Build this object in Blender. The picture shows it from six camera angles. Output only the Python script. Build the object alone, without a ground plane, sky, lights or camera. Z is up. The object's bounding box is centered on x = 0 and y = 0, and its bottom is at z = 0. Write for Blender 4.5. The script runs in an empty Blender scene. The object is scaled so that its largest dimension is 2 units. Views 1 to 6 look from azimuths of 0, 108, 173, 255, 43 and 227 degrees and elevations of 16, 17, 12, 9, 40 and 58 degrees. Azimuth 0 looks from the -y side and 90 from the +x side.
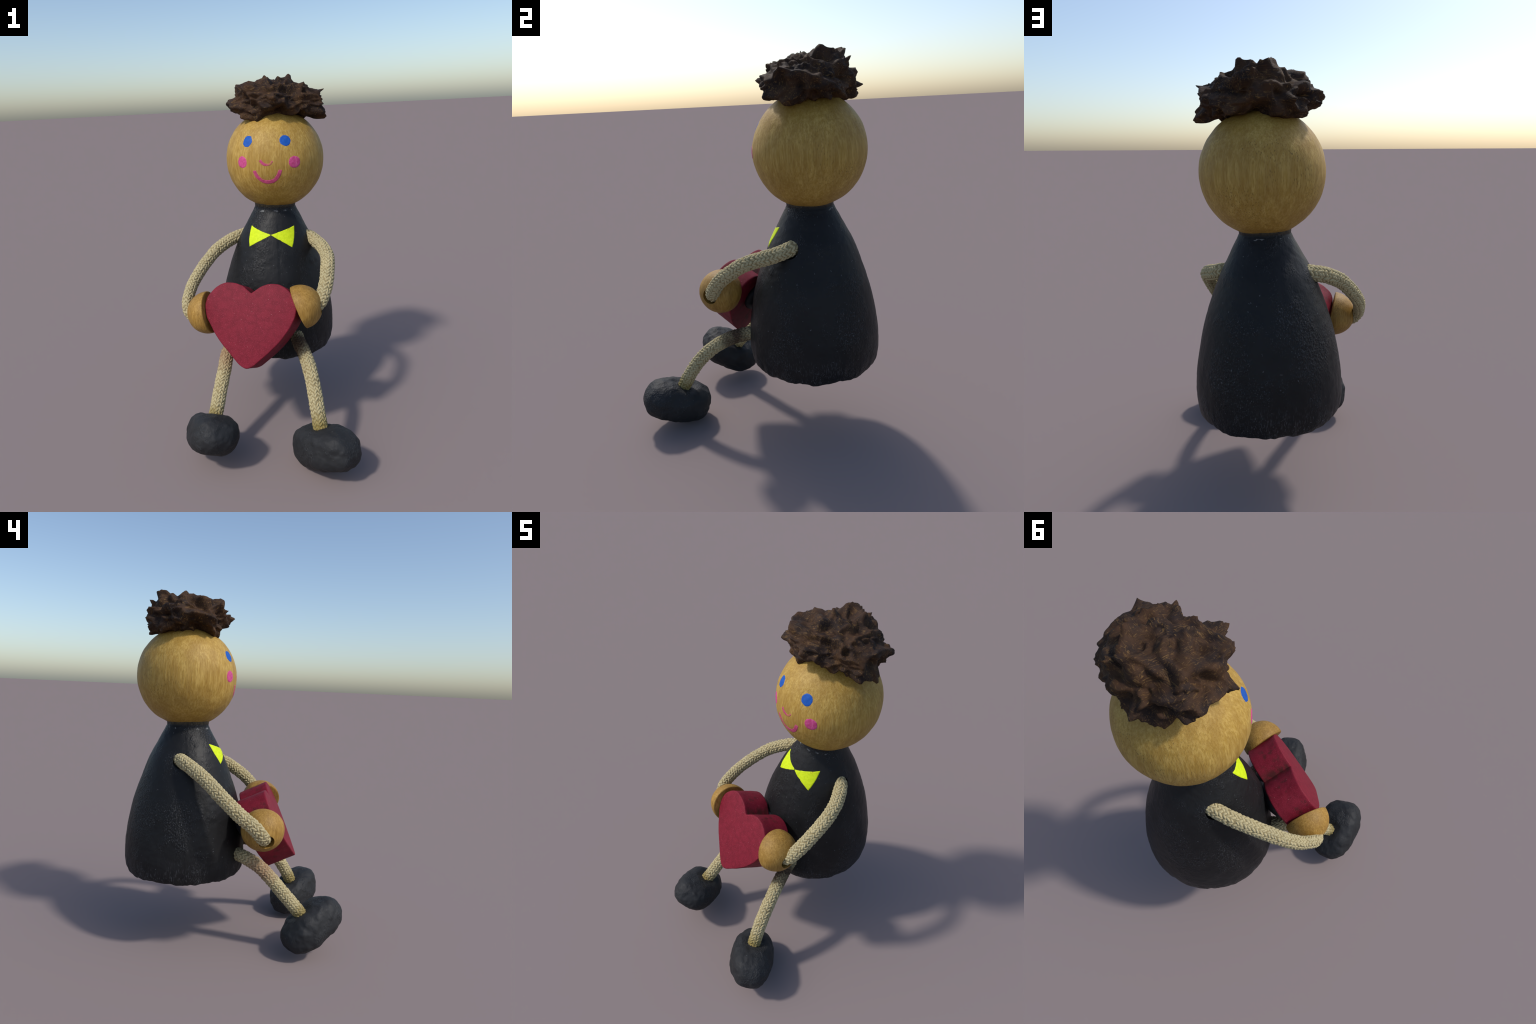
"""Sitting wooden peg doll: turned ball head, painted bell-shaped body, braided
rope limbs, half-ball hands holding a red wooden heart, black clay-like shoes
and a tuft of felted curly hair."""
import bpy, bmesh, math, random
import numpy as np
from mathutils import Vector, Matrix

random.seed(7)
RNG = np.random.RandomState(11)
COL = bpy.context.scene.collection


# ------------------------------------------------------------------ helpers
def unit(v):
    v = np.asarray(v, float)
    return v / np.linalg.norm(v)


def _hash(ix, iy, iz, seed):
    h = (ix * 374761393 + iy * 668265263 + iz * 2147483647 + seed * 974711) & 0xFFFFFFFF
    h = ((h ^ (h >> 13)) * 1274126177) & 0xFFFFFFFF
    h = ((h ^ (h >> 16)) * 2246822519) & 0xFFFFFFFF
    return ((h ^ (h >> 15)) & 0xFFFFFF) / float(0xFFFFFF)


def vnoise(p, scale, seed=0):
    """smooth value noise, -1..1, for an (n,3) array of points"""
    q = np.asarray(p, float) * scale + 100.0
    i = np.floor(q).astype(np.int64)
    f = q - i
    f = f * f * f * (f * (f * 6 - 15) + 10)
    out = np.zeros(len(q))
    for dx in (0, 1):
        for dy in (0, 1):
            for dz in (0, 1):
                w = (f[:, 0] if dx else 1 - f[:, 0]) * (f[:, 1] if dy else 1 - f[:, 1]) * (f[:, 2] if dz else 1 - f[:, 2])
                out += w * _hash(i[:, 0] + dx, i[:, 1] + dy, i[:, 2] + dz, seed)
    return out * 2 - 1


def fbm(p, scale, seed=0, octaves=3, gain=.5):
    out, a = 0, 1.0
    for k in range(octaves):
        out = out + a * vnoise(p, scale * 2 ** k, seed + 17 * k)
        a *= gain
    return out


def catmull(pts, n, closed=False):
    """dense smooth curve through control points (arc-length resampled)"""
    P = np.asarray(pts, float)
    m = len(P)
    segs = m if closed else m - 1
    out = []
    for i in range(segs):
        if closed:
            p0, p1, p2, p3 = P[(i - 1) % m], P[i], P[(i + 1) % m], P[(i + 2) % m]
        else:
            p1, p2 = P[i], P[i + 1]
            p0 = P[i - 1] if i else 2 * p1 - p2
            p3 = P[i + 2] if i + 2 < m else 2 * p2 - p1
        t = np.linspace(0, 1, 24, endpoint=False)[:, None]
        out.append(.5 * (2 * p1 + (p2 - p0) * t + (2 * p0 - 5 * p1 + 4 * p2 - p3) * t ** 2 + (3 * p1 - p0 - 3 * p2 + p3) * t ** 3))
    out = np.concatenate(out + [P[:1] if closed else P[-1:]])
    s = np.r_[0, np.cumsum(np.linalg.norm(np.diff(out, axis=0), axis=1))]
    u = np.linspace(0, s[-1], n)
    return np.stack([np.interp(u, s, out[:, k]) for k in range(P.shape[1])], 1)


def make(name, verts, faces, mat, parent, smooth=True, sharp=None):
    me = bpy.data.meshes.new(name)
    me.from_pydata([tuple(map(float, v)) for v in verts], [], [tuple(map(int, f)) for f in faces])
    bm = bmesh.new(); bm.from_mesh(me)
    bmesh.ops.recalc_face_normals(bm, faces=bm.faces)
    bm.to_mesh(me); bm.free()
    for p in me.polygons:
        p.use_smooth = smooth
    if sharp:
        me.set_sharp_from_angle(angle=math.radians(sharp))
    me.materials.append(mat)
    ob = bpy.data.objects.new(name, me)
    COL.objects.link(ob)
    ob.parent = parent
    return ob


def grid_faces(nu, nv, close_u=True):
    """quads of a (nv rings x nu) vertex grid"""
    F = []
    for j in range(nv - 1):
        for i in range(nu if close_u else nu - 1):
            a, b = j * nu + i, j * nu + (i + 1) % nu
            F.append((a, b, b + nu, a + nu))
    return F


def icosphere(sub):
    bm = bmesh.new()
    bmesh.ops.create_icosphere(bm, subdivisions=sub, radius=1)
    V = np.array([v.co[:] for v in bm.verts])
    F = [[v.index for v in f.verts] for f in bm.faces]
    bm.free()
    V /= np.linalg.norm(V, axis=1, keepdims=True)
    return V, F


def bore(ob, centre, direction, radius, length):
    """drill a round hole into a mesh"""
    d = Vector(direction).normalized()
    bm = bmesh.new()
    bmesh.ops.create_cone(bm, cap_ends=True, segments=48, radius1=radius, radius2=radius, depth=length,
                          matrix=Matrix.Translation(Vector(centre)) @ d.to_track_quat('Z', 'Y').to_matrix().to_4x4())
    me = bpy.data.meshes.new("drill"); bm.to_mesh(me); bm.free()
    cut = bpy.data.objects.new("drill", me)
    COL.objects.link(cut)
    mod = ob.modifiers.new("hole", 'BOOLEAN')
    mod.object, mod.operation, mod.solver = cut, 'DIFFERENCE', 'EXACT'
    dg = bpy.context.evaluated_depsgraph_get()
    new = bpy.data.meshes.new_from_object(ob.evaluated_get(dg))
    ob.modifiers.clear()
    ob.data = new
    new.name = ob.name
    bpy.data.objects.remove(cut)
    for p in new.polygons:
        p.use_smooth = True
    new.set_sharp_from_angle(angle=math.radians(40))


# ---------------------------------------------------------------- materials
class Nodes:
    def __init__(self, name, rough=.6, spec=.4):
        self.mat = bpy.data.materials.new(name)
        self.mat.use_nodes = True
        self.nt = self.mat.node_tree
        self.b = self.nt.nodes["Principled BSDF"]
        self.b.inputs["Roughness"].default_value = rough
        self.b.inputs["Specular IOR Level"].default_value = spec
        self.co = self.add("ShaderNodeTexCoord").outputs["Object"]

    def add(self, kind, **props):
        n = self.nt.nodes.new(kind)
        for k, v in props.items():
            setattr(n, k, v)
        return n

    def put(self, sock, v):
        if isinstance(v, bpy.types.NodeSocket):
            self.nt.links.new(v, sock)
        else:
            if sock.type == 'RGBA' and len(v) == 3:
                v = (*v, 1)
            sock.default_value = v

    def map(self, scale=(1, 1, 1), loc=(0, 0, 0), rot=(0, 0, 0), src=None):
        n = self.add("ShaderNodeMapping")
        self.put(n.inputs["Vector"], src or self.co)
        n.inputs["Scale"].default_value = scale
        n.inputs["Location"].default_value = loc
        n.inputs["Rotation"].default_value = rot
        return n.outputs[0]

    def noise(self, scale, detail=3, rough=.55, vec=None, dist=0):
        n = self.add("ShaderNodeTexNoise")
        self.put(n.inputs["Vector"], vec or self.co)
        n.inputs["Scale"].default_value = scale
        n.inputs["Detail"].default_value = detail
        n.inputs["Roughness"].default_value = rough
        n.inputs["Distortion"].default_value = dist
        return n.outputs["Fac"]

    def voronoi(self, scale, vec=None, feature='F1', rand=1):
        n = self.add("ShaderNodeTexVoronoi", feature=feature)
        self.put(n.inputs["Vector"], vec or self.co)
        n.inputs["Scale"].default_value = scale
        n.inputs["Randomness"].default_value = rand
        return n.outputs["Distance"]

    def ramp(self, fac, lo, hi, a=0., b=1.):
        n = self.add("ShaderNodeMapRange", interpolation_type='SMOOTHSTEP')
        self.put(n.inputs["Value"], fac)
        for k, v in zip(("From Min", "From Max", "To Min", "To Max"), (lo, hi, a, b)):
            n.inputs[k].default_value = v
        return n.outputs[0]

    def math(self, op, a, b=0.):
        n = self.add("ShaderNodeMath", operation=op)
        self.put(n.inputs[0], a); self.put(n.inputs[1], b)
        return n.outputs[0]

    def mix(self, fac, a, b, mode='MIX'):
        n = self.add("ShaderNodeMix", data_type='RGBA', blend_type=mode)
        self.put(n.inputs["Factor"], fac)
        self.put(n.inputs["A"], a); self.put(n.inputs["B"], b)
        return n.outputs["Result"]

    def dist(self, point):
        n = self.add("ShaderNodeVectorMath", operation='DISTANCE')
        self.put(n.inputs[0], self.co)
        n.inputs[1].default_value = point
        return n.outputs["Value"]

    def colour(self, c):
        self.put(self.b.inputs["Base Color"], c)

    def bump(self, h, strength=.3, distance=.004):
        n = self.add("ShaderNodeBump")
        self.put(n.inputs["Height"], h)
        n.inputs["Strength"].default_value = strength
        n.inputs["Distance"].default_value = distance
        self.put(self.b.inputs["Normal"], n.outputs[0])


HEAD_C, HEAD_R = np.array([.1193, .3063, 1.5297]), .2794


def wood_material(name, base, pale, dark, grain=90, along=(1, 1, .12), pore=(.2, .6)):
    m = Nodes(name, .55, .3)
    streak = m.noise(grain, 4, .6, m.map(along))
    fine = m.noise(grain * 2.4, 2, .6, m.map((along[0], along[1], along[2] * .8), (3, 1, 2)))
    blotch = m.noise(6, 3, .5)
    band = m.noise(26, 3, .55, m.map((1, 1, .10), (8, 3, 5)))
    c = m.mix(m.ramp(streak, .35, .68), base, pale)
    c = m.mix(m.ramp(band, .38, .62, .34, 0), c, dark)
    c = m.mix(m.ramp(blotch, .45, .75, 0, .3), c, dark)
    c = m.mix(m.ramp(fine, .48, .70, 0, .45), c, dark)
    # short dark pores, thicker on the unpainted back of the ball
    pores = m.voronoi(grain * 1.5, m.map((along[0], along[1], along[2] * 2.2)))
    sep = m.add("ShaderNodeSeparateXYZ")
    m.put(sep.inputs[0], m.co)
    zone = m.math('MULTIPLY', m.ramp(m.noise(7, 3, .6, m.map(loc=(5, 2, 9))), .42, .62), m.ramp(sep.outputs["Y"], *pore))
    spot = m.math('MULTIPLY', m.ramp(pores, .17, .32, 1, 0), zone)
    c = m.mix(m.math('MULTIPLY', spot, .7), c, tuple(.30 * x for x in dark))
    m.colour(c)
    m.bump(m.math('ADD', streak, fine), .4, .003)
    return m


HEAD_WOOD = wood_material("turned_wood", (.385, .234, .043), (.505, .335, .088), (.250, .132, .021), 110).mat
HAND_WOOD = wood_material("hand_wood", (.32, .176, .032), (.43, .255, .062), (.17, .085, .015), 110, pore=(-.5, .1)).mat


def black_paint(name, base, speck, amount, rough=.5, wear=None, collar=None):
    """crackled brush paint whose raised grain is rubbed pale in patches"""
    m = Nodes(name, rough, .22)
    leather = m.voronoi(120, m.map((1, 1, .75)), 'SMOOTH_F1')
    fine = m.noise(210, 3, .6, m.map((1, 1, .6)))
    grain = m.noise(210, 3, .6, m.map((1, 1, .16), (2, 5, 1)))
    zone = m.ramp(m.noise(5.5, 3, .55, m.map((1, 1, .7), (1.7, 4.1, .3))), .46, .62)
    spark = m.math('MULTIPLY', m.ramp(fine, .57, .70, 0, .85), zone)  # scattered specks: baked specular glints put into the colour
    sep = m.add("ShaderNodeSeparateXYZ")
    m.put(sep.inputs[0], m.co)
    z = sep.outputs["Z"]
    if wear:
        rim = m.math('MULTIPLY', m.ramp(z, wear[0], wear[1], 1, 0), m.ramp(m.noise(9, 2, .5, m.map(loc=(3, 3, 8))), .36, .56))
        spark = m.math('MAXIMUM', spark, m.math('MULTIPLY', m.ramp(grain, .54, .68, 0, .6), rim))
    chip = m.ramp(m.noise(85, 2, .5, m.map((1, 1, .8), (7, 7, 7))), .72, .76)
    tone = m.noise(4, 3, .5, m.map(loc=(9, 9, 9)))
    c = m.mix(m.ramp(tone, .35, .7), base, tuple(1.5 * x for x in base))
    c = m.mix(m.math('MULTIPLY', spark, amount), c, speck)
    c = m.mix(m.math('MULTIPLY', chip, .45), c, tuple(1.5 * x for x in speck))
    if collar:
        # chipped paint line under the neck, dusty ring where head and body meet
        line = m.math('MULTIPLY', m.ramp(m.math('ABSOLUTE', m.math('SUBTRACT', z, collar)), .0025, .006, 1, 0),
                      m.ramp(m.noise(38, 2, .5, m.map((1, 1, 1), (2, 2, 2))), .56, .63))
        c = m.mix(m.math('MULTIPLY', line, .45), c, (.30, .31, .31))
        dust = m.math('MULTIPLY', m.ramp(z, collar + .012, collar + .034, 0, 1), m.ramp(m.noise(50, 3, .6), .35, .65, .3, .9))
        c = m.mix(dust, c, (.085, .070, .040))
    m.colour(c)
    h = m.math('MULTIPLY', m.math('ADD', leather, m.math('MULTIPLY', fine, .7)), m.math('ADD', zone, .15))
    m.bump(h, .65, .005)
    return m.mat


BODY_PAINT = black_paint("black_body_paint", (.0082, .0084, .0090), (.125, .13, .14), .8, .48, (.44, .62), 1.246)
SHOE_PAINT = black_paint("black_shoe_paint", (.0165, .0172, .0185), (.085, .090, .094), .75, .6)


def rope_material(name, light, dark, stains=()):
    m = Nodes(name, .85, .2)
    fib = m.noise(260, 3, .6)
    patch = m.noise(14, 3, .5)
    c = m.mix(m.ramp(fib, .35, .65), dark, light)
    c = m.mix(m.ramp(patch, .4, .7, 0, .5), c, tuple(.72 * x for x in light))
    for point, radius, tint, strength in stains:
        near = m.ramp(m.dist(point), radius * .35, radius, strength, 0)
        c = m.mix(m.math('MULTIPLY', near, m.ramp(patch, .25, .6, .6, 1)), c, tint)
    m.colour(c)
    m.bump(fib, .4, .002)
    return m.mat


SHOE_L, SHOE_R = (-.285, -.321, .22), (.2736, -.439, .2046)
STAINS = [(SHOE_L, .11, (.20, .145, .028), .75), (SHOE_R, .13, (.20, .145, .028), .75),
          ((-.205, -.085, .49), .13, (.25, .125, .08), .6), ((.205, -.11, .53), .125, (.065, .038, .024), .95),
          ((-.12, .03, .55), .07, (.10, .085, .05), .7)]
ROPE_LIGHT = rope_material("rope_strand", (.50, .435, .255), (.37, .305, .16), STAINS)
ROPE_CORE = rope_material("rope_core", (.31, .25, .13), (.23, .18, .085), STAINS)


def plain(name, base, alt, scale, rough=.6, bump=.25, bscale=200, speck=None):
    m = Nodes(name, rough, .2)
    n = m.noise(scale, 4, .6)
    c = m.mix(m.ramp(n, .35, .65), base, alt)
    if speck:
        c = m.mix(m.ramp(m.noise(300, 2, .5), .55, .70, 0, .6), c, speck)
        c = m.mix(m.ramp(m.voronoi(46), .035, .06, .8, 0), c, (.62, .38, .38))
    m.colour(c)
    m.bump(m.noise(bscale, 3, .6), bump, .003)
    return m


H_O = np.array([-.074, -.2376, .7001])
H_N = unit([-.2499, -.8735, .4178])
H_UP = unit([.1091, .4034, .9085])
H_O = H_O + .004 * H_N
H_UP = unit(H_UP - .022 * H_N)
H_N = unit(H_N - .03 * np.cross(H_UP, H_N))
H_N = unit(H_N - (H_N @ H_UP) * H_UP)
H_RT = np.cross(H_UP, H_N)


def heart_frame(m, axis):
    sub = m.add("ShaderNodeVectorMath", operation='SUBTRACT')
    m.put(sub.inputs[0], m.co); sub.inputs[1].default_value = tuple(H_O)
    dot = m.add("ShaderNodeVectorMath", operation='DOT_PRODUCT')
    m.put(dot.inputs[0], sub.outputs[0]); dot.inputs[1].default_value = tuple(axis)
    return dot.outputs["Value"]


heart_mat = plain("red_heart_paint", (.150, .0075, .0185), (.185, .0100, .0235), 30, .6, .45, 260, (.34, .030, .065))
# grimy smear in the cleft between the lobes and a few rubbed patches on the sides
u_, v_, w_ = (heart_frame(heart_mat, a) for a in (H_RT, H_UP, H_N))
cleft = heart_mat.math('MULTIPLY', heart_mat.ramp(heart_mat.math('ABSOLUTE', u_), .008, .05, 1, 0), heart_mat.ramp(v_, .16, .19))
cleft = heart_mat.math('MULTIPLY', cleft, heart_mat.ramp(heart_mat.noise(26, 3, .6), .3, .6))
side = heart_mat.ramp(w_, -.02, -.008, 1, 0)
rub = heart_mat.ramp(heart_mat.noise(17, 3, .6, heart_mat.map(loc=(3, 1, 6))), .55, .70, 0, .7)
grime = heart_mat.math('MULTIPLY', heart_mat.math('MAXIMUM', cleft, rub), side)
heart_mat.colour(heart_mat.mix(heart_mat.math('MULTIPLY', grime, .8), heart_mat.b.inputs["Base Color"].links[0].from_socket, (.045, .016, .012)))
HEART_RED = heart_mat.mat
EYE_BLUE = plain("blue_eye_paint", (.009, .078, .36), (.014, .095, .41), 60, .5, .2).mat
m = plain("pink_cheek_paint", (.47, .055, .175), (.57, .085, .25), 70, .5, .2)
m.colour(m.mix(m.ramp(m.noise(120, 3, .6, m.map((1, 1, .22), (0, 0, 3))), .60, .72, 0, .5), m.b.inputs["Base Color"].links[0].from_socket, (.72, .34, .42)))
CHEEK_PINK = m.mat
m = plain("pink_lip_paint", (.44, .058, .150), (.54, .082, .19), 80, .5, .2)
bare = m.math('MAXIMUM', m.ramp(m.noise(75, 3, .6), .60, .72, 0, .6), m.math('MULTIPLY', m.ramp(m.dist((.079, .030, 1.528)), .008, .024, 1, 0), m.ramp(m.noise(95, 3, .6, m.map(loc=(1, 1, 1))), .35, .6, .2, .85)))
m.colour(m.mix(bare, m.b.inputs["Base Color"].links[0].from_socket, (.42, .21, .055)))
MOUTH_PINK = m.mat
m = plain("yellow_bow_paint", (.54, .68, .008), (.62, .76, .014), 70, .6, .4, 150)
mark = m.math('MULTIPLY', m.ramp(m.dist((.1738, .1378, 1.1437)), .006, .016, 1, 0), m.ramp(m.noise(130, 2, .5), .52, .6))
m.colour(m.mix(mark, m.b.inputs["Base Color"].links[0].from_socket, (.30, .10, .01)))
BOW_YELLOW = m.mat
SCAN_WEB = plain("dark_scan_web", (.012, .012, .013), (.018, .018, .02), 30, .5, .3).mat  # near-black filler colour for the gap the scan closed over


def hair_material():
    m = Nodes("felted_brown_hair", .75, .25)
    warp = m.noise(9, 2, .5)
    fibre = m.noise(60, 4, .65, m.map((.35, 1.6, 1.2), rot=(.4, .3, .6)), dist=1.6)
    fibre2 = m.noise(75, 4, .65, m.map((1.6, .4, 1.1), rot=(.2, .8, .1)), dist=1.8)
    patch = m.noise(13, 3, .55, m.map(loc=(4, 4, 4)))
    c = m.mix(m.ramp(patch, .35, .65), (.018, .0095, .0070), (.052, .0240, .0100))
    gold = m.mix(m.ramp(warp, .4, .6), fibre, fibre2)
    c = m.mix(m.ramp(gold, .51, .70, 0, .8), c, (.195, .110, .036))
    m.colour(c)
    m.bump(gold, .6, .006)
    return m.mat


HAIR = hair_material()

# ------------------------------------------------------------- the top level
doll = bpy.data.objects.new("wooden_doll", None)
COL.objects.link(doll)
doll["label"] = "seated wooden peg doll with curly hair holding a red heart"
doll["category"] = "doll"

# -------------------------------------------------------------------- torso
AXIS_TOP = np.array([.1107, .2997, 1.27])
AXIS = unit([-.0196, .0042, -.9998])
SIDE = unit(np.cross(AXIS, [0, 1, 0]))
FWD = np.cross(SIDE, AXIS)
# (distance below the neck joint, radius)
PROFILE = np.array([(-.040, .1400), (-.030, .1300), (-.016, .1225), (0, .1195), (.012, .1190), (.020, .1235), (.035, .1300), (.060, .1440), (.10, .1645), (.15, .1905), (.20, .2155),
                    (.30, .2545), (.375, .2815), (.45, .3040), (.525, .3210), (.60, .3345), (.66, .3425), (.72, .3465),
                    (.77, .3470), (.80, .3445), (.825, .3400), (.842, .3345), (.852, .3280)])


def body_radius(s):
    return np.interp(s, PROF[:, 0], PROF[:, 1])


PROF = catmull(PROFILE, 400)


def body_relief(V, n, s):
    """gentle out-of-roundness, brush lumps and wood grooves under the paint"""
    low = np.clip((s - .55) / .25, 0, 1)
    az = np.degrees(np.arctan2(n[:, 0], -n[:, 1])) % 360
    off = .0024 * fbm(V, 5, 3) + .0008 * fbm(V, 45, 8, 2)
    off += low * .0016 * vnoise(V * [1, 1, .12], 70, 5)
    off -= .006 * np.exp(-((az - 212) / 32) ** 2) * np.clip((s - .25) / .2, 0, 1)
    off += .008 * np.exp(-((az - 315) / 40) ** 2) * np.clip((s - .05) / .1, 0, 1) * np.clip((.55 - s) / .2, 0, 1)
    return off


def on_body(p, lift):
    """drop a point radially onto the body surface"""
    d = np.asarray(p, float) - AXIS_TOP
    s = d @ AXIS
    r = unit(d - s * AXIS)
    q = AXIS_TOP + s * AXIS + r * body_radius(s)
    return q + r * (lift + body_relief(q[None], r[None], np.array([s]))[0])


def build_torso():
    nu, rings = 240, PROF[::2]
    th = np.linspace(0, 2 * math.pi, nu, endpoint=False)
    V = []
    for s, r in rings:
        c = np.cos(th)[:, None] * SIDE + np.sin(th)[:, None] * FWD
        V.append(AXIS_TOP + s * AXIS + r * c)
    V = np.concatenate(V)
    d = V - AXIS_TOP
    s = d @ AXIS
    n = d - s[:, None] * AXIS
    n /= np.linalg.norm(n, axis=1, keepdims=True)
    rag = np.clip((s - .75) / .1, 0, 1)
    off = body_relief(V, n, s)
    off -= rag * .005 * np.maximum(0, fbm(V * [1, 1, .5], 22, 12))
    V = V + n * off[:, None]
    V = V - AXIS * (rag * .009 * fbm(V * [1, 1, .05], 16, 21))[:, None]
    F = grid_faces(nu, len(rings))
    k = len(V)
    V = np.vstack([V, AXIS_TOP + AXIS * -.040, AXIS_TOP + AXIS * .851])
    top, bot = k, k + 1
    base = (len(rings) - 1) * nu
    F += [(i, (i + 1) % nu, top) for i in range(nu)]
    F += [(base + i, base + (i + 1) % nu, bot) for i in range(nu)]
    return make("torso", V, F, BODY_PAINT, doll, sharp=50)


torso = build_torso()
ARM_L_HOLE, ARM_R_HOLE = np.array([-.098, .357, 1.076]), np.array([.306, .240, 1.071])
bore(torso, ARM_L_HOLE, (-1, .1, .22), .046, .09)
bore(torso, ARM_R_HOLE, (1, -.32, .22), .046, .09)

# --------------------------------------------------------------------- head


def head_relief(V):
    return .0018 * fbm(V, 2.5, 4) + .0006 * fbm(V * [1, 1, .4], 14, 9, 2)


def build_head():
    V, F = icosphere(6)
    P = HEAD_C + V * (HEAD_R + head_relief(V))[:, None]
    return make("head", P, F, HEAD_WOOD, doll)


head = build_head()


def on_head(p, lift):
    n = unit(np.asarray(p) - HEAD_C)
    return HEAD_C + n * (HEAD_R + lift + head_relief(n[None])[0])


def lens(name, edge_fn, n_around, n_rings, mat, parent, drop, lift):
    """domed paint patch: edge_fn(ring fraction, angle) gives a surface point at a lift"""
    V = [drop(edge_fn(0, 0), lift)]
    for j in range(1, n_rings + 1):
        f = j / n_rings
        for i in range(n_around):
            V.append(drop(edge_fn(f, 2 * math.pi * i / n_around), lift if j < n_rings else -.003))
    F = [(0, 1 + i, 1 + (i + 1) % n_around) for i in range(n_around)]
    for j in range(n_rings - 1):
        for i in range(n_around):
            a, b = 1 + j * n_around + i, 1 + j * n_around + (i + 1) % n_around
            F.append((a, b, b + n_around, a + n_around))
    return make(name, V, F, mat, parent)


def face_spot(name, rel, rx, rz, mat, seed, lift=.0012):
    n = unit(rel)
    ex = unit(np.cross(n, [0, 0, 1])) * -1
    ez = np.cross(ex, n) * -1
    if ez[2] < 0:
        ez = -ez
    c = HEAD_C + n * HEAD_R

    def edge(f, a):
        ca, sa = math.cos(a), math.sin(a)
        # squarish brush dab with a rough edge
        k = 1 + .045 * vnoise(np.array([[2.2 * ca, 2.2 * sa, seed]]), 1, seed)[0] \
            + .035 * vnoise(np.array([[7 * ca, 7 * sa, seed]]), 1, seed + 5)[0]
        return c + (ex * ca * rx + ez * sa * rz) * k * f * (1 if f < .99 else 1.02)
    return lens(name, edge, 72, 7, mat, head, on_head, lift)


face_spot("eye", (-.1515, -.2028, .1180), .0330, .0345, EYE_BLUE, 1)
face_spot("eye", (.0479, -.2495, .1160), .0335, .0335, EYE_BLUE, 2)
face_spot("cheek", (-.1867, -.2077, .0092), .0355, .0350, CHEEK_PINK, 3)
face_spot("cheek", (.0930, -.2638, .0030), .0365, .0345, CHEEK_PINK, 4)


def brush_line(name, pts, widths, mat, parent, drop, lift, n=60):
    P = catmull([np.r_[p] for p in pts], n)
    W = np.interp(np.linspace(0, 1, n), np.linspace(0, 1, len(widths)), widths)
    cross = 9
    V = []
    for i in range(n):
        t = unit(P[min(i + 1, n - 1)] - P[max(i - 1, 0)])
        nrm = unit(P[i] - HEAD_C)
        b = np.cross(t, nrm)
        w = W[i] * (1 + .10 * vnoise(P[i:i + 1], 110, 6)[0])
        for k in range(cross):
            u = k / (cross - 1) * 2 - 1
            V.append(drop(P[i] + b * u * w, lift * (1 if abs(u) < .9 else -1.5) if 1 < i < n - 2 else -.003))
    return make(name, V, grid_faces(cross, n, False), mat, parent)


def hd(*p):
    return HEAD_C + np.array(p)


brush_line("mouth", [hd(-.1235, -.2493, -.0285), hd(-.119, -.2490, -.046), hd(-.1046, -.2492, -.0709), hd(-.0781, -.2518, -.0915), hd(-.0476, -.257, -.0975),
                     hd(-.0167, -.2638, -.0895), hd(.0044, -.2721, -.0640), hd(.013, -.276, -.043), hd(.0165, -.277, -.0275)],
           [.0095, .0120, .0115, .0115, .0130, .0125, .0118, .0122, .0110], MOUTH_PINK, head, on_head, .0010)
brush_line("nose", [hd(-.0925, -.2636, .0230), hd(-.084, -.2670, .010), hd(-.0711, -.2702, -.001), hd(-.0550, -.2740, -.0045),
                    hd(-.0400, -.2765, -.0015), hd(-.0290, -.2778, .009), hd(-.0255, -.2778, .0165)],
           [.0070, .0090, .0088, .0070, .0055, .0065, .0048], MOUTH_PINK, head, on_head, .0010)

# ------------------------------------------------------------------ bow tie
BOW_C = (.0735, .1164, 1.1232)
BOW = [((-.0270, .2090, 1.1690), (-.0485, .1385, 1.0510)), ((.2110, .1720, 1.1650), (.1920, .0935, 1.0450))]


def build_bow():
    V, F = [], []
    n = 26
    for up, dn in BOW:
        up, dn, c = np.array(up), np.array(dn), np.array(BOW_C)
        base = len(V)
        for j in range(n + 1):
            f = j / n
            f = -.03 + 1.03 * f
            for i in range(n + 1):
                g = i / n
                w = g + .0
                p = c + f * ((up - c) * (1 - w) + (dn - c) * w)
                # outer side bows out slightly, edges wobble like a stencil
                p = p + f * f * .006 * math.sin(math.pi * g) * unit((up + dn) / 2 - c)
                p = p + .0012 * vnoise(p[None], 120, 3)[0]
                edge = (i in (0, n) or j == n) and j > 1
                V.append(on_body(p, -.003 if edge else .0020))
        F += [tuple(base + q for q in f) for f in grid_faces(n + 1, n + 1, False)]
    # the knot where the wings meet
    return make("bow_tie", V, F, BOW_YELLOW, doll)


build_bow()

# --------------------------------------------------------------- rope limbs
ROPE_R = .0392


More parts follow.
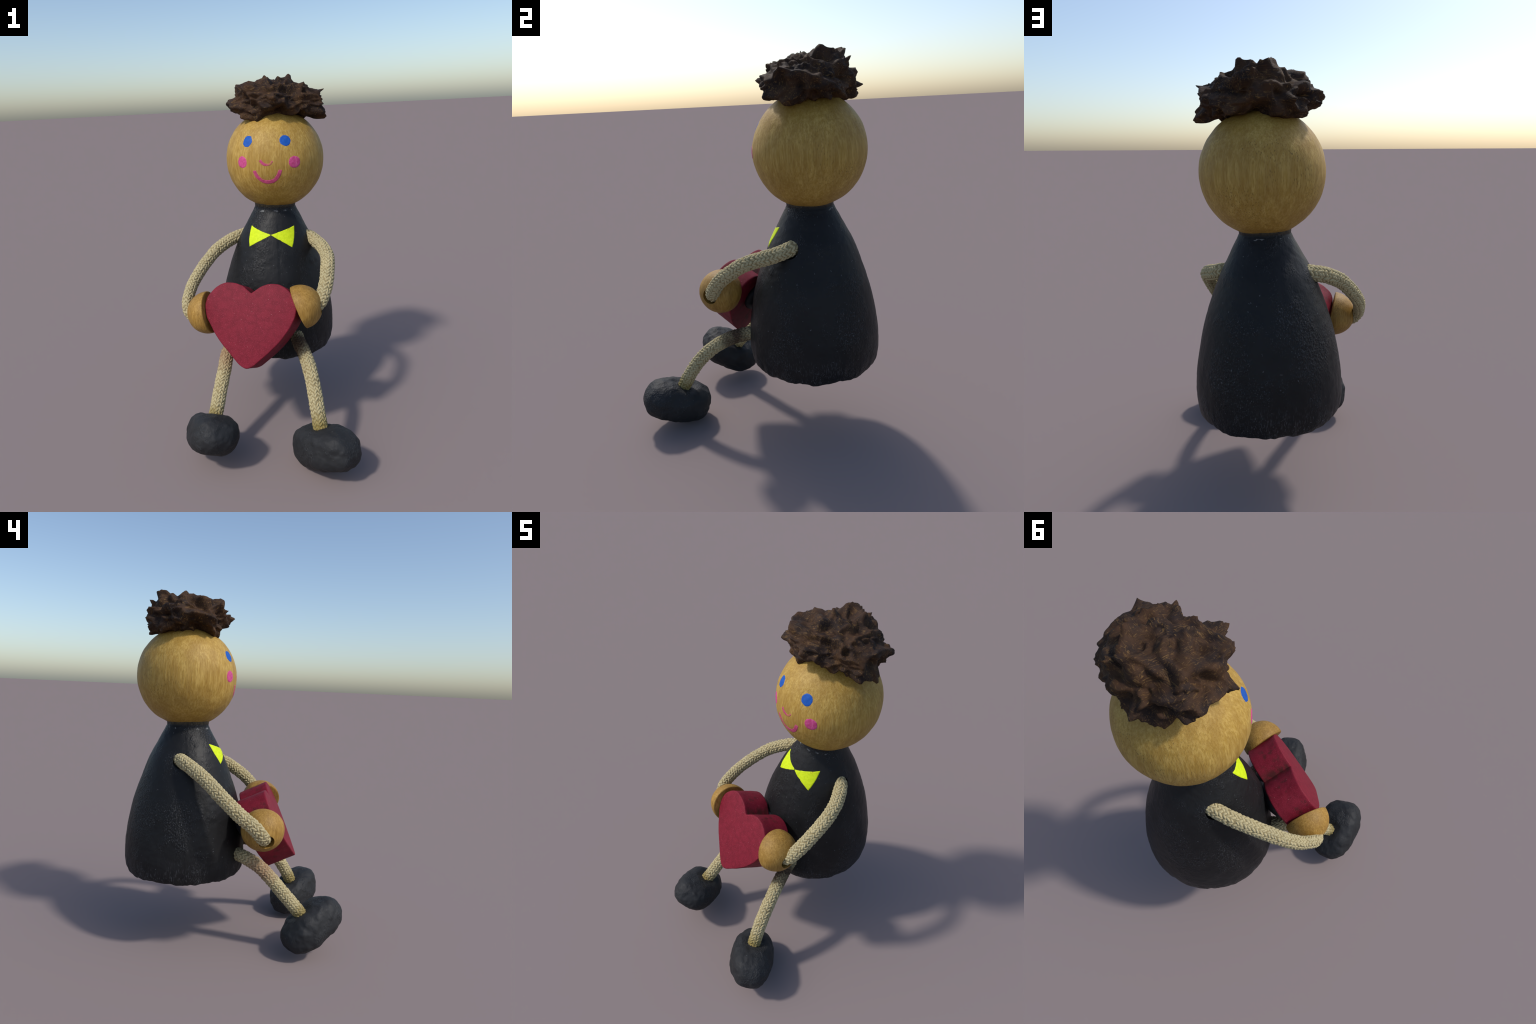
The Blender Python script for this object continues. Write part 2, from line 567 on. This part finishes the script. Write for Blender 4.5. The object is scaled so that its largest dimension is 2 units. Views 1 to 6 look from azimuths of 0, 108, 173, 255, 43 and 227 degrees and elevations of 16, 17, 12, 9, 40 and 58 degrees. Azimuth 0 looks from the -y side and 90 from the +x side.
def build_rope(name, pts, parent, seed, flat=None):
    """braided cord along a spine; flat = (direction, factor) squashes its section"""
    length = np.linalg.norm(np.diff(catmull(pts, 300), axis=0), axis=1).sum()
    n = int(length / .004)
    P = catmull(pts, n)
    if flat is not None:
        P = P + np.array([.004, 0, 0])
    T = np.gradient(P, axis=0)
    T /= np.linalg.norm(T, axis=1, keepdims=True)
    # parallel transported frame
    N = np.zeros_like(P)
    a = unit(np.cross(T[0], [.31, .2, .9]))
    for i in range(n):
        a = unit(a - (a @ T[i]) * T[i])
        N[i] = a
    B = np.cross(T, N)
    def squash(o):
        if flat is None:
            return o
        d = unit(flat[0])
        return o - (o @ d)[..., None] * d * (1 - flat[1])
    nu = 40
    th = np.linspace(0, 2 * math.pi, nu, endpoint=False)
    V = (P[:, None] + squash((ROPE_R - .0042) * (np.cos(th)[None, :, None] * N[:, None] + np.sin(th)[None, :, None] * B[:, None]))).reshape(-1, 3)
    F = grid_faces(nu, n)
    F += [tuple(range(nu))[::-1], tuple(range((n - 1) * nu, n * nu))]
    core = make(name, V, F, ROPE_CORE, parent)
    # braid: herringbone of short plaits, columns alternate their slant
    sv, sf = icosphere(2)
    rng = random.Random(seed)
    cols, pitch = 14, .0198
    s = np.r_[0, np.cumsum(np.linalg.norm(np.diff(P, axis=0), axis=1))]
    VV, FF, k = [], [], 0
    sfa = np.array(sf)
    for c in range(cols):
        slant = 1 if c % 2 else -1
        for r in range(int(length / pitch)):
            u = (r + .5 + (.25 if slant > 0 else -.05) + rng.uniform(-.2, .2)) * pitch
            if u > length:
                continue
            ang = 2 * math.pi * (c + .5 + rng.uniform(-.07, .07)) / cols
            ctr = np.array([np.interp(u, s, P[:, q]) for q in range(3)])
            i = min(n - 1, int(np.searchsorted(s, u)))
            out = math.cos(ang) * N[i] + math.sin(ang) * B[i]
            side = -math.sin(ang) * N[i] + math.cos(ang) * B[i]
            tilt = slant * (.60 + rng.uniform(-.2, .2))
            along = math.cos(tilt) * T[i] + math.sin(tilt) * side
            across = np.cross(out, along)
            L, W, H = .0168 * rng.uniform(.82, 1.18), .0064 * rng.uniform(.8, 1.2), .0056
            cen = ctr + squash(out * (ROPE_R - .0050 + rng.uniform(-.0012, .0010)))
            # plait curves with the rope and dives under at its ends
            body = sv[:, :1] * L * along + sv[:, 1:2] * W * across + (sv[:, 2:3] * H - .0035 * sv[:, :1] ** 2) * out
            VV.append(cen + body); FF.append(sfa + k); k += len(sv)
    st = make("strand", np.concatenate(VV), np.concatenate(FF).tolist(), ROPE_LIGHT, core)
    st["kind"] = "stuff"
    return core


HAND_L_C, HAND_R_C, HAND_R = np.array([-.2968, -.0574, .7408]), np.array([.2054, -.1815, .7964]), .1175
build_rope("arm", [(-.035, .365, 1.085), (-.098, .352, 1.076), (-.165, .322, 1.058), (-.2175, .2887, 1.0340), (-.2640, .2540, 1.0060), (-.3020, .2180, .9700),
                   (-.3480, .1720, .9205), (-.3990, .0984, .8486), (-.4220, .0200, .782), (-.4160, -.018, .738), (-.380, -.045, .712), (-.32, -.055, .712)], doll, 1, ((1, .1, .25), .76))
build_rope("arm", [(.235, .262, 1.083), (.300, .238, 1.073), (.340, .1750, 1.0530), (.3650, .1080, 1.0360), (.3765, .0441, 1.0170), (.3765, .0, .9960),
                   (.3700, -.0440, .9660), (.3540, -.1130, .9140), (.330, -.160, .860), (.298, -.190, .812), (.235, -.190, .788)], doll, 2)
build_rope("leg", [(-.055, .11, .552), (-.125, .030, .550), (-.175, -.030, .528), (-.205, -.0808, .4953), (-.219, -.1285, .4465), (-.2325, -.1694, .3993),
                   (-.2458, -.2067, .3548), (-.2571, -.2431, .3123), (-.2683, -.2807, .2688), (-.285, -.3209, .2197), (-.29, -.345, .19)], doll, 3)
build_rope("leg", [(.185, .05, .555), (.192, -.0238, .5552), (.1975, -.0680, .5468), (.2074, -.1130, .5349), (.2217, -.1664, .514), (.2353, -.2251, .4803), (.2465, -.2838, .4318),
                   (.2553, -.3401, .3684), (.2633, -.3922, .2916), (.2736, -.4389, .2046), (.278, -.455, .17)], doll, 4)

# -------------------------------------------------------------------- heart
HEART_DEPTH = .176
HALF = [(0, .1965), (.024, .2150), (.048, .2325), (.078, .2455), (.108, .2505), (.140, .2490), (.172, .2380), (.205, .2140), (.232, .1790), (.2465, .1380), (.2470, .0980),
        (.2350, .0540), (.205, .0020), (.158, -.0640), (.098, -.1270), (.050, -.1710), (.027, -.1880), (.010, -.1955), (0, -.1970)]


def build_heart():
    right = catmull(HALF, 90)
    left = right[::-1][1:-1] * [-1, 1]
    # the hand-sawn lobe on this side is a little fuller
    left[:, 0] *= 1 + .035 * np.clip((left[:, 1] + .05) / .15, 0, 1)
    out = np.vstack([right, left])
    m = len(out)
    t = np.roll(out, -1, 0) - np.roll(out, 1, 0)
    nrm = np.stack([-t[:, 1], t[:, 0]], 1)
    nrm /= np.linalg.norm(nrm, axis=1, keepdims=True)
    if (nrm * (out - out.mean(0))).sum() < 0:
        nrm = -nrm
    nrm[0] = (0, 1)
    rings = [(-.0065, 0.), (-.0030, -.0010), (-.0010, -.0030), (0, -.0065)] + [(0, -z) for z in np.linspace(.012, HEART_DEPTH - .012, 26)] + \
            [(0, -HEART_DEPTH + .0065), (-.0010, -HEART_DEPTH + .003), (-.003, -HEART_DEPTH + .001), (-.0065, -HEART_DEPTH)]
    V = []
    for ins, z in rings:
        o = out + nrm * ins
        p = H_O + o[:, :1] * H_RT + o[:, 1:] * H_UP + z * H_N
        w = .0016 * fbm(p, 16, 31, 3)
        q = o + nrm * w[:, None]
        V.append(H_O + q[:, :1] * H_RT + q[:, 1:] * H_UP + z * H_N)
    V = np.concatenate(V)
    F = grid_faces(m, len(rings))
    F += [tuple(range(m)), tuple(range((len(rings) - 1) * m, len(rings) * m))]
    return make("heart", V, F, HEART_RED, doll, sharp=50)


build_heart()


def h3(u, v, w):
    return H_O + u * H_RT + v * H_UP + w * H_N


# dark lump added behind the heart, standing in for the scan's fused black web
def build_scan_web():
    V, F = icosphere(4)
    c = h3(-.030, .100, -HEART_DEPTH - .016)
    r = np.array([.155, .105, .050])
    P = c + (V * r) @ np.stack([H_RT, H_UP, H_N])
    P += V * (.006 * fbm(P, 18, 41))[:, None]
    return make("scan_web", P, F, SCAN_WEB, doll)


build_scan_web()

# -------------------------------------------------------------------- hands


def build_hand(centre, out_dir, cut, hole_dir, seed):
    """turned half ball: a sphere cut flat on the side that presses the heart"""
    o = unit(out_dir)
    a = unit(np.cross(o, [0, 0, 1])); b = np.cross(o, a)
    nu = 96
    th = np.linspace(0, 2 * math.pi, nu, endpoint=False)
    start = math.acos(-cut / HAND_R)
    prof = [(HAND_R * math.sin(x), HAND_R * math.cos(x)) for x in np.linspace(.0001, start - .05, 44)]
    rim = HAND_R * math.sin(start)
    prof += [(rim + .0005, -cut + .003), (rim - .002, -cut), (rim - .007, -cut - .001), (rim * .5, -cut - .001), (.0005, -cut - .001)]
    V = np.concatenate([centre + z * o + r * (np.cos(th)[:, None] * a + np.sin(th)[:, None] * b) for r, z in prof])
    d = V - centre
    V = V + d * (.010 * fbm(V, 9, seed))[:, None]
    F = grid_faces(nu, len(prof)) + [tuple(range(nu)), tuple(range((len(prof) - 1) * nu, len(prof) * nu))]
    ob = make("hand", V, F, HAND_WOOD, doll, sharp=45)
    hd_ = unit(hole_dir)
    bore(ob, centre + hd_ * HAND_R, hd_, .0415, .11)
    return ob


build_hand(HAND_L_C, -.975 * H_RT - .19 * H_UP - .05 * H_N, .014, (-.395 + .2968, -.052 + .0574, .702 - .7408), 51)
build_hand(HAND_R_C, .90 * H_RT + .42 * H_UP - .05 * H_N, .012, (.300 - .2054, -.200 + .1815, .803 - .7964), 52)

# -------------------------------------------------------------------- shoes


def build_shoe(c, axes, radii, leg, leg_dir, press, seed):
    V, F = icosphere(6)
    A = np.array([unit(a) for a in axes])
    # rounded-box cross-section
    e = 2.5
    k = (np.abs(V) ** e).sum(1) ** (-1 / e)
    P = V * k[:, None] * radii
    W = c + P @ A
    n = unit_rows((V / radii) @ A)
    off = .0075 * fbm(W, 10, seed) + .0022 * fbm(W, 38, seed + 3, 2)
    W = W + n * off[:, None]
    # saddle pressed in around the rope, with a raised lip
    d = W - leg
    ld = unit(leg_dir)
    ax = d @ ld
    r = np.linalg.norm(d - ax[:, None] * ld, axis=1)
    top = ax > -.05
    dent = -press * np.exp(-(r / .072) ** 2) + .003 * np.exp(-((r - .085) / .02) ** 2)
    W = W + ld * np.where(top, dent, 0)[:, None]
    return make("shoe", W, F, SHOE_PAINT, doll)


def unit_rows(a):
    return a / np.linalg.norm(a, axis=1, keepdims=True)


build_shoe(np.array([-.2962, -.3683, .1782]), [(-.3211, .8114, -.4883), (.9362, .194, -.2932), (.1432, .5513, .8219)],
           np.array([.193, .127, .106]), np.array([-.277, -.300, .245]), (.18, .62, .77), .017, 61)
build_shoe(np.array([.2890, -.4680, .1400]), [(-.5854, .7333, -.3458), (.8064, .5705, -.1554), (-.0833, .3698, .9254)],
           np.array([.196, .126, .115]), np.array([.268, -.415, .245]), (-.1, .46, .87), .032, 62)

# --------------------------------------------------------------------- hair
HAIR_C, HAIR_AX = np.array([.141, .313, 1.84]), np.array([.279, .244, .14])
# how far each of 60 evenly spread directions swells (+) or shrinks (-) against the base ellipsoid
SWELL = [0.29, -0.23, -0.23, -0.44, 0.45, -0.12, 0.24, 0.12, -0.12, -0.38, 0.12, 0.71, 0.21, -0.09, -0.05, -0.51, 0.16, -0.18, -0.06, -0.49,
         -0.3, -0.45, 0.02, 0.15, -0.6, -0.06, 0.27, 0.31, 0.24, 0.69, -0.05, -0.61, 0.62, -0.24, -0.17, -0.12, -0.45, -0.64, 0.14, 0.38,
         -1.03, 0.45, -0.53, -0.07, 0.27, 0.37, -0.46, 0.05, 0.09, -0.38, -0.07, 0.34, 0.19, -0.21, -0.34, -0.74, -0.5, -0.27, -0.28, -0.41]
SWELL_SHARP = 11.957
COMB = [(0, 8, -.010, .3), (50, -22, -.016, .4), (230, -15, .010, .35), (320, 0, .010, .35), (270, -18, .004, .3), (150, 75, -.010, .8)]


def fibonacci(n):
    i = np.arange(n) + .5
    ph, th = np.arccos(1 - 2 * i / n), math.pi * (1 + 5 ** .5) * i
    return np.stack([np.cos(th) * np.sin(ph), np.sin(th) * np.sin(ph), np.cos(ph)], 1)


def knobs(p, cell, seed):
    """1 on the crown of each clump, falling to 0 in the creases between clumps"""
    q = p / cell + 50
    i0 = np.floor(q).astype(np.int64)
    best = np.full(len(q), 9.)
    for dx in (-1, 0, 1):
        for dy in (-1, 0, 1):
            for dz in (-1, 0, 1):
                i = i0 + [dx, dy, dz]
                j = np.stack([_hash(i[:, 0], i[:, 1], i[:, 2], seed + k) for k in range(3)], 1)
                best = np.minimum(best, np.linalg.norm(i + j - q, axis=1))
    return np.clip(1 - best / .85, -.4, 1)


def build_hair():
    V, F = icosphere(6)
    w = np.exp(SWELL_SHARP * (V @ fibonacci(60).T - 1))
    w /= w.sum(1, keepdims=True)
    R = 1 + w @ np.array(SWELL)
    P = V * R[:, None] * HAIR_AX
    # where the tuft is combed in (-) or pushed out (+): azimuth, elevation, metres, spread
    for az, el, amt, wid in COMB:
        a, e = math.radians(az), math.radians(el)
        d = np.array([math.sin(a) * math.cos(e), -math.cos(a) * math.cos(e), math.sin(e)])
        u = unit_rows(P)
        P = P + u * (amt * np.exp(-(np.arccos(np.clip(u @ d, -1, 1)) / wid) ** 2))[:, None]
    # felted curls: a net of sharp ridges with hollows between, corners drawn out to points
    D = P + np.stack([vnoise(P, 14, 70 + k) for k in range(3)], 1) * .020
    big = 1 - np.abs(vnoise(D, 11, 76)) * 1.9
    mid = 1 - np.abs(vnoise(D, 25, 77)) * 1.9
    ridge = .46 * big + .18 * mid + .46 * knobs(D, .070, 9)
    lift = .064 * ridge - .044
    rng = np.random.RandomState(5)
    tuft = unit_rows(fibonacci(90) + rng.normal(0, .12, (90, 3)))
    amp = rng.uniform(.004, .034, 90)
    wid = rng.uniform(.10, .24, 90)
    Q = unit_rows(V + np.stack([vnoise(V, 5, 80 + k) for k in range(3)], 1) * .10)
    ang = np.arccos(np.clip(Q @ tuft.T, -1, 1))
    lift += (np.maximum(0, 1 - ang / wid) ** 1.4 * amp).max(1)
    lift += .004 * fbm(P, 30, 90, 2) + .002 * vnoise(P, 80, 95)
    n = unit_rows(V / HAIR_AX)
    n = unit_rows(n * .6 + unit_rows(P) * .6)
    P = P + n * lift[:, None]
    P += .008 * np.stack([vnoise(P, 15, 100 + k) for k in range(3)], 1)
    return make("hair", HAIR_C + P, F, HAIR, doll)


build_hair()
